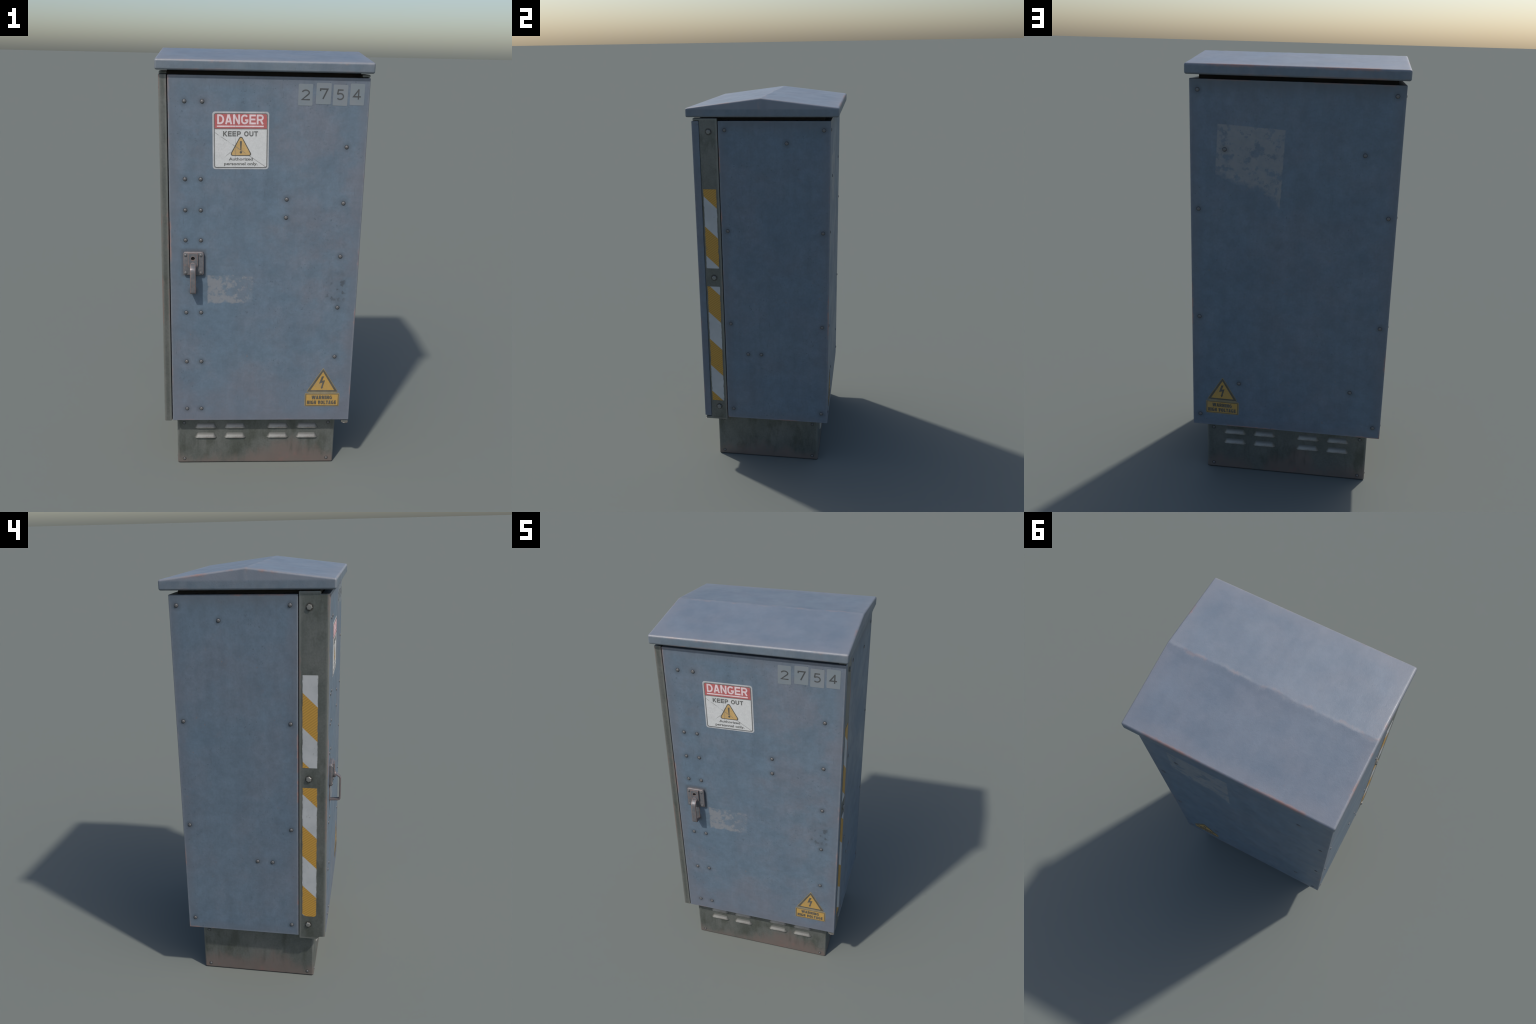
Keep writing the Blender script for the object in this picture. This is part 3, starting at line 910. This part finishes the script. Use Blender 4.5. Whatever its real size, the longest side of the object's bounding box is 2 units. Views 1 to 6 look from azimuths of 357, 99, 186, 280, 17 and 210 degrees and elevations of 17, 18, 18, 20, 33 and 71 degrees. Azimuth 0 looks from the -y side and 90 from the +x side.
def ray_hit(poly, c, ang):
    d = Vector((math.cos(ang), math.sin(ang)))
    best = None
    for i in range(len(poly)):
        p, q = Vector(poly[i]) - Vector(c), Vector(poly[(i + 1) % len(poly)]) - Vector(c)
        e = q - p
        det = d.x * -e.y + d.y * e.x
        if abs(det) < 1e-12:
            continue
        t = (p.x * -e.y + p.y * e.x) / det
        k = (d.x * p.y - d.y * p.x) / det
        if t > 0 and -1e-6 <= k <= 1 + 1e-6 and (best is None or t < best):
            best = t
    return (c[0] + d.x * best, c[1] + d.y * best)


angs = sorted([2 * math.pi * i / hole_n for i in range(hole_n)] +
              [math.atan2(v - keyhole[1], u - keyhole[0]) % (2 * math.pi) for u, v in block[-2:]])
outer = [ray_hit(block, keyhole, a) for a in angs]
inner_loop = [(keyhole[0] + 0.0088 * math.cos(a), keyhole[1] + 0.0088 * math.sin(a)) for a in angs]
add_ring(bm, outer, inner_loop, front, 0.012, 0.0235)
lock = new_object("lock_block", mesh_from_bm("lock_block", bm), M_HANDLE, handle, 40)
bm = bmesh.new()
add_prism(bm, inner_loop, front, 0.012, 0.0150)
new_object("keyhole", mesh_from_bm("keyhole", bm), make_plain("black_keyhole", (0.012, 0.010, 0.008), 0.7), handle)

bm = bmesh.new()
PIV = (UC, 1.0655)
add_prism(bm, [(PIV[0] + 0.0150 * math.cos(2 * math.pi * i / 28), PIV[1] + 0.0150 * math.sin(2 * math.pi * i / 28)) for i in range(28)], front, 0.020, 0.0285)
bevel_sharp(bm, 0.002, 2, 50)
new_object("pivot", mesh_from_bm("pivot", bm), M_HANDLE, handle, 40)

# lever: a flat bar bent out, down and back to the door (side profile in y, z)
bm = bmesh.new()
knee = [(0.0250, 1.0665), (0.0330, 1.0655), (0.0455, 1.0560), (0.0485, 1.0515), (0.0493, 1.0460),
        (0.0493, 0.9520), (0.0485, 0.9465), (0.0455, 0.9430), (0.0410, 0.9415), (0.0010, 0.9390)]
bar = 0.0075
prof_o, prof_i = ribbon(knee, bar)
# widths taper a little at the free end
widths = [0.0125] * len(knee)
rows = []
for (po, pi, hw) in zip(prof_o, prof_i, widths):
    rows.append([bm.verts.new((UC + sx * hw, DOOR_F - p[0], p[1])) for sx, p in ((-1, po), (1, po), (1, pi), (-1, pi))])
for a, b in zip(rows, rows[1:]):
    for i in range(4):
        bm.faces.new((a[i], a[(i + 1) % 4], b[(i + 1) % 4], b[i]))
bm.faces.new(rows[0])
bm.faces.new(rows[-1])
bevel_sharp(bm, 0.0013, 2, 50)
new_object("lever", mesh_from_bm("lever", bm), M_HANDLE, handle, 45)
# the lever's rear bar lies against the sheet
bm = bmesh.new()
add_prism(bm, [(UC - 0.0118, 0.9400), (UC + 0.0118, 0.9400), (UC + 0.0118, 1.0190), (UC - 0.0118, 1.0190)], front, -0.001, 0.0035)
bevel_sharp(bm, 0.001, 2, 50)
new_object("lever_rear_bar", mesh_from_bm("lever_rear_bar", bm), M_HANDLE, handle, 45)
for x in (-0.3388, -0.2705):
    for z in (1.0285, 1.1115):
        fasten(rivet, "rivet", (x, DOOR_F - 0.0145, z), 'front', handle, 0.92)

# ------------------------------------------------------------------ danger sign
P_WHITE = make_print("faded_white_film", (0.555, 0.56, 0.55), 0.22, True, (0.585, 0.58, 0.57))
P_RIM = make_print("pale_rim_film", (0.40, 0.41, 0.42), 0.4)
P_RED = make_print("faded_red_print", (0.43, 0.100, 0.100), 0.22, True, (0.41, 0.135, 0.13))
P_PINK = make_print("pinkish_letter_print", (0.66, 0.52, 0.53), 0.3, True)
P_INK = make_print("washed_out_ink", (0.125, 0.125, 0.118), 0.12, True)
P_INK_Y = make_print("dark_ink_on_yellow", (0.088, 0.080, 0.062), 0.12)
P_AMBER = make_print("faded_amber_print", (0.47, 0.305, 0.115), 0.22, True)
P_YELLOW = make_print("faded_yellow_film", (0.46, 0.275, 0.065), 0.22, fade=(0.40, 0.26, 0.09))
P_MUSTARD = make_print("muddy_yellow_border", (0.235, 0.195, 0.115), 0.35)

SIGN_C, SIGN_TILT = (-0.0985, 1.6215), 0.011


def on_sign(u, v, w):
    du, dv = u - SIGN_C[0], v - SIGN_C[1]
    c, s = math.cos(SIGN_TILT), math.sin(SIGN_TILT)
    return (SIGN_C[0] + c * du - s * dv, DOOR_F - w, SIGN_C[1] + s * du + c * dv)


def flat(name, poly, place, w0, w1, mat, parent):
    bm = bmesh.new()
    add_prism(bm, poly, place, w0, w1)
    return new_object(name, mesh_from_bm(name, bm), mat, parent)


def hoop(name, outer, inner, place, w0, w1, mat, parent):
    bm = bmesh.new()
    add_ring(bm, outer, inner, place, w0, w1)
    return new_object(name, mesh_from_bm(name, bm), mat, parent)


X0, X1, Z0, Z1 = -0.2195, 0.0225, 1.4990, 1.7445
sign = flat("danger_sign", round_rect(X0, X1, Z0, Z1, 0.012), on_sign, -0.001, 0.0008, P_RIM, cabinet)
i1, i2 = 0.0065, 0.0098
flat("sign_field", round_rect(X0 + i2, X1 - i2, Z0 + i2, Z1 - i2, 0.006), on_sign, 0.0, 0.0012, P_WHITE, sign)
hoop("sign_border", round_rect(X0 + i1, X1 - i1, Z0 + i1, Z1 - i1, 0.009), round_rect(X0 + i2, X1 - i2, Z0 + i2, Z1 - i2, 0.0065), on_sign, 0.0, 0.0018, P_INK, sign)
HB = 1.6735
head = [p for p in round_rect(X0 + i2, X1 - i2, HB, Z1 - i2, 0.006)]
flat("sign_header", head[:14] + [(X0 + i2, HB), (X1 - i2, HB)], on_sign, 0.0, 0.0016, P_RED, sign)
flat("sign_divider", [(X0 + i2, HB - 0.0026), (X1 - i2, HB - 0.0026), (X1 - i2, HB + 0.0004), (X0 + i2, HB + 0.0004)], on_sign, 0.0, 0.0018, P_INK, sign)
flat("sign_underline", [(-0.2005, 1.6800), (-0.0005, 1.6800), (-0.0005, 1.6858), (-0.2005, 1.6858)], on_sign, 0.0, 0.0020, P_PINK, sign)
block_text("danger_lettering", "DANGER", (-0.1990, -0.0010, 1.6915, 1.7325), on_sign, 0.0010, 0.0020, P_PINK, sign, 0.185, 0.10)
block_text("keep_out_lettering", "KEEP OUT", (-0.1745, -0.0245, 1.6405, 1.6625), on_sign, 0.0008, 0.0017, P_INK, sign, 0.215, 0.13)
text_object("authorized_lettering", "Authorized", (-0.1500, -0.0460, 1.5372, 1.5500), on_sign, 0.0008, 0.0017, P_INK, sign, 0.022)
text_object("personnel_lettering", "personnel only.", (-0.1705, -0.0255, 1.5125, 1.5300), on_sign, 0.0008, 0.0017, P_INK, sign, 0.022)
tri_o = [(-0.1475, 1.5570), (-0.0480, 1.5570), (-0.0978, 1.6485)]
tri_i = [(-0.1412, 1.5602), (-0.0543, 1.5602), (-0.0978, 1.6410)]
to, ti = round_poly(tri_o, 0.0085), round_poly(tri_i, 0.0060)
flat("caution_triangle", ti, on_sign, 0.0, 0.0016, P_AMBER, sign)
hoop("caution_outline", to, ti, on_sign, 0.0, 0.0019, P_INK_Y, sign)
mark = [(-0.1000, 1.5810), (-0.0960, 1.5810), (-0.0935, 1.6185), (-0.0945, 1.6205), (-0.1015, 1.6205), (-0.1025, 1.6185)]
flat("exclamation_stroke", mark, on_sign, 0.0, 0.0020, P_INK_Y, sign)
flat("exclamation_dot", [(-0.0980 + 0.0052 * math.cos(2 * math.pi * i / 16), 1.5725 + 0.0055 * math.sin(2 * math.pi * i / 16)) for i in range(16)], on_sign, 0.0, 0.0020, P_INK_Y, sign)


# ------------------------------------------------------------------ high voltage labels (door and back)
def voltage_label(place):
    border = round_rect(0.2266, 0.3955, 0.3470, 0.4195, 0.008)
    lab = flat("voltage_label", border, place, -0.001, 0.0008, P_MUSTARD, cabinet)
    flat("label_tip", round_poly([(0.2325, 0.4245), (0.3875, 0.4245), (0.3105, 0.5520)], 0.003), place, -0.001, 0.0008, P_MUSTARD, lab)
    flat("label_neck", [(0.244, 0.4188), (0.3785, 0.4188), (0.3785, 0.4247), (0.244, 0.4247)], place, -0.001, 0.0005, P_MUSTARD, lab)
    o = round_rect(0.2300, 0.3920, 0.3500, 0.4145, 0.005)
    i = round_rect(0.2345, 0.3875, 0.3540, 0.4110, 0.002)
    flat("label_panel", i, place, 0.0, 0.0012, P_YELLOW, lab)
    hoop("label_border", o, i, place, 0.0, 0.0016, make_print("brownish_border_ink", (0.155, 0.115, 0.06), 0.15), lab)
    ti = [(0.2530, 0.4340), (0.3675, 0.4340), (0.3103, 0.5310)]
    to = [(0.2375, 0.4270), (0.3830, 0.4270), (0.3103, 0.5465)]
    flat("warning_triangle", round_poly(ti, 0.0005), place, 0.0, 0.0012, P_YELLOW, lab)
    hoop("warning_outline", round_poly(to, 0.0015), round_poly(ti, 0.0005), place, 0.0, 0.0016, P_INK_Y, lab)
    px = [(680, 508), (750, 508), (697, 645), (786, 630), (724, 838), (740, 842), (686, 905), (658, 835), (677, 836), (709, 702), (604, 738)]
    spark = [(0.3050 + (a - 680) * 0.000155, 0.5071 - (b - 510) * 0.000169) for a, b in px]
    flat("lightning_bolt", spark, place, 0.0, 0.0017, P_INK_Y, lab)
    block_text("warning_lettering", "WARNING", (0.2605, 0.3600, 0.3855, 0.4050), place, 0.0008, 0.0017, P_INK_Y, lab, 0.255, 0.085)
    block_text("voltage_lettering", "HIGH VOLTAGE", (0.2385, 0.3805, 0.3585, 0.3785), place, 0.0008, 0.0017, P_INK_Y, lab, 0.255, 0.085)
    return lab


voltage_label(lambda u, v, w: (u, DOOR_F - w, v))


def on_back(u, v, w):
    k, a = 0.948, -0.012
    du, dv = (u - 0.311) * k, (v - 0.447) * k
    c, s = math.cos(a), math.sin(a)
    return (0.3045 - (c * du - s * dv), BODY_B + w, 0.4288 + s * du + c * dv)


voltage_label(on_back)

# ------------------------------------------------------------------ unit number: four pale films with stroked digits
M_FILM = make_number_film()
M_DIGIT = make_print("grey_digit_ink", (0.058, 0.061, 0.062), 0.1)


DIGITS = {  # strokes in a unit box, 0..1 both ways
    "2": [arc(0.48, 0.72, 0.40, 0.24, 165, -38) + [(0.08, 0.05), (0.98, 0.05)]],
    "7": [[(0.06, 0.74), (0.06, 0.94), (0.93, 0.94), (0.40, 0.02)]],
    "5": [[(0.88, 0.94), (0.24, 0.94), (0.17, 0.58)] + arc(0.50, 0.34, 0.42, 0.28, 130, -140)],
    "4": [[(0.70, 0.02), (0.70, 0.90)], [(0.74, 0.97), (0.07, 0.28), (1.0, 0.28)]],
}
plates = (("2", (0.1425, 0.2030, 1.7735, 1.8635), (0.1535, 0.1945, 1.7970, 1.8395), 0.0),
          ("7", (0.2180, 0.2815, 1.7810, 1.8685), (0.2312, 0.2705, 1.8020, 1.8465), -0.012),
          ("5", (0.2905, 0.3525, 1.7755, 1.8625), (0.3010, 0.3390, 1.7995, 1.8435), -0.015),
          ("4", (0.3628, 0.4240, 1.7785, 1.8680), (0.3730, 0.4105, 1.8020, 1.8465), -0.01))
for digit, (a0, a1, b0, b1), (d0, d1, e0, e1), tilt in plates:
    cx, cz = (a0 + a1) / 2, (b0 + b1) / 2

    def on_plate(u, v, w, cx=cx, cz=cz, t=tilt):
        du, dv = u - cx, v - cz
        return (cx + math.cos(t) * du - math.sin(t) * dv, DOOR_F - w, cz + math.sin(t) * du + math.cos(t) * dv)

    film = flat("number_plate", round_rect(a0, a1, b0, b1, 0.004, 3), on_plate, -0.001, 0.0007, M_FILM, cabinet)
    bm = bmesh.new()
    for k, line in enumerate(DIGITS[digit]):
        add_ribbon(bm, [(d0 + 0.002 + u * (d1 - d0 - 0.004), e0 + v * (e1 - e0)) for u, v in line], 0.0056, on_plate, 0.0, 0.0012 + 0.0001 * k)
    new_object("digit", mesh_from_bm("digit", bm), M_DIGIT, film)
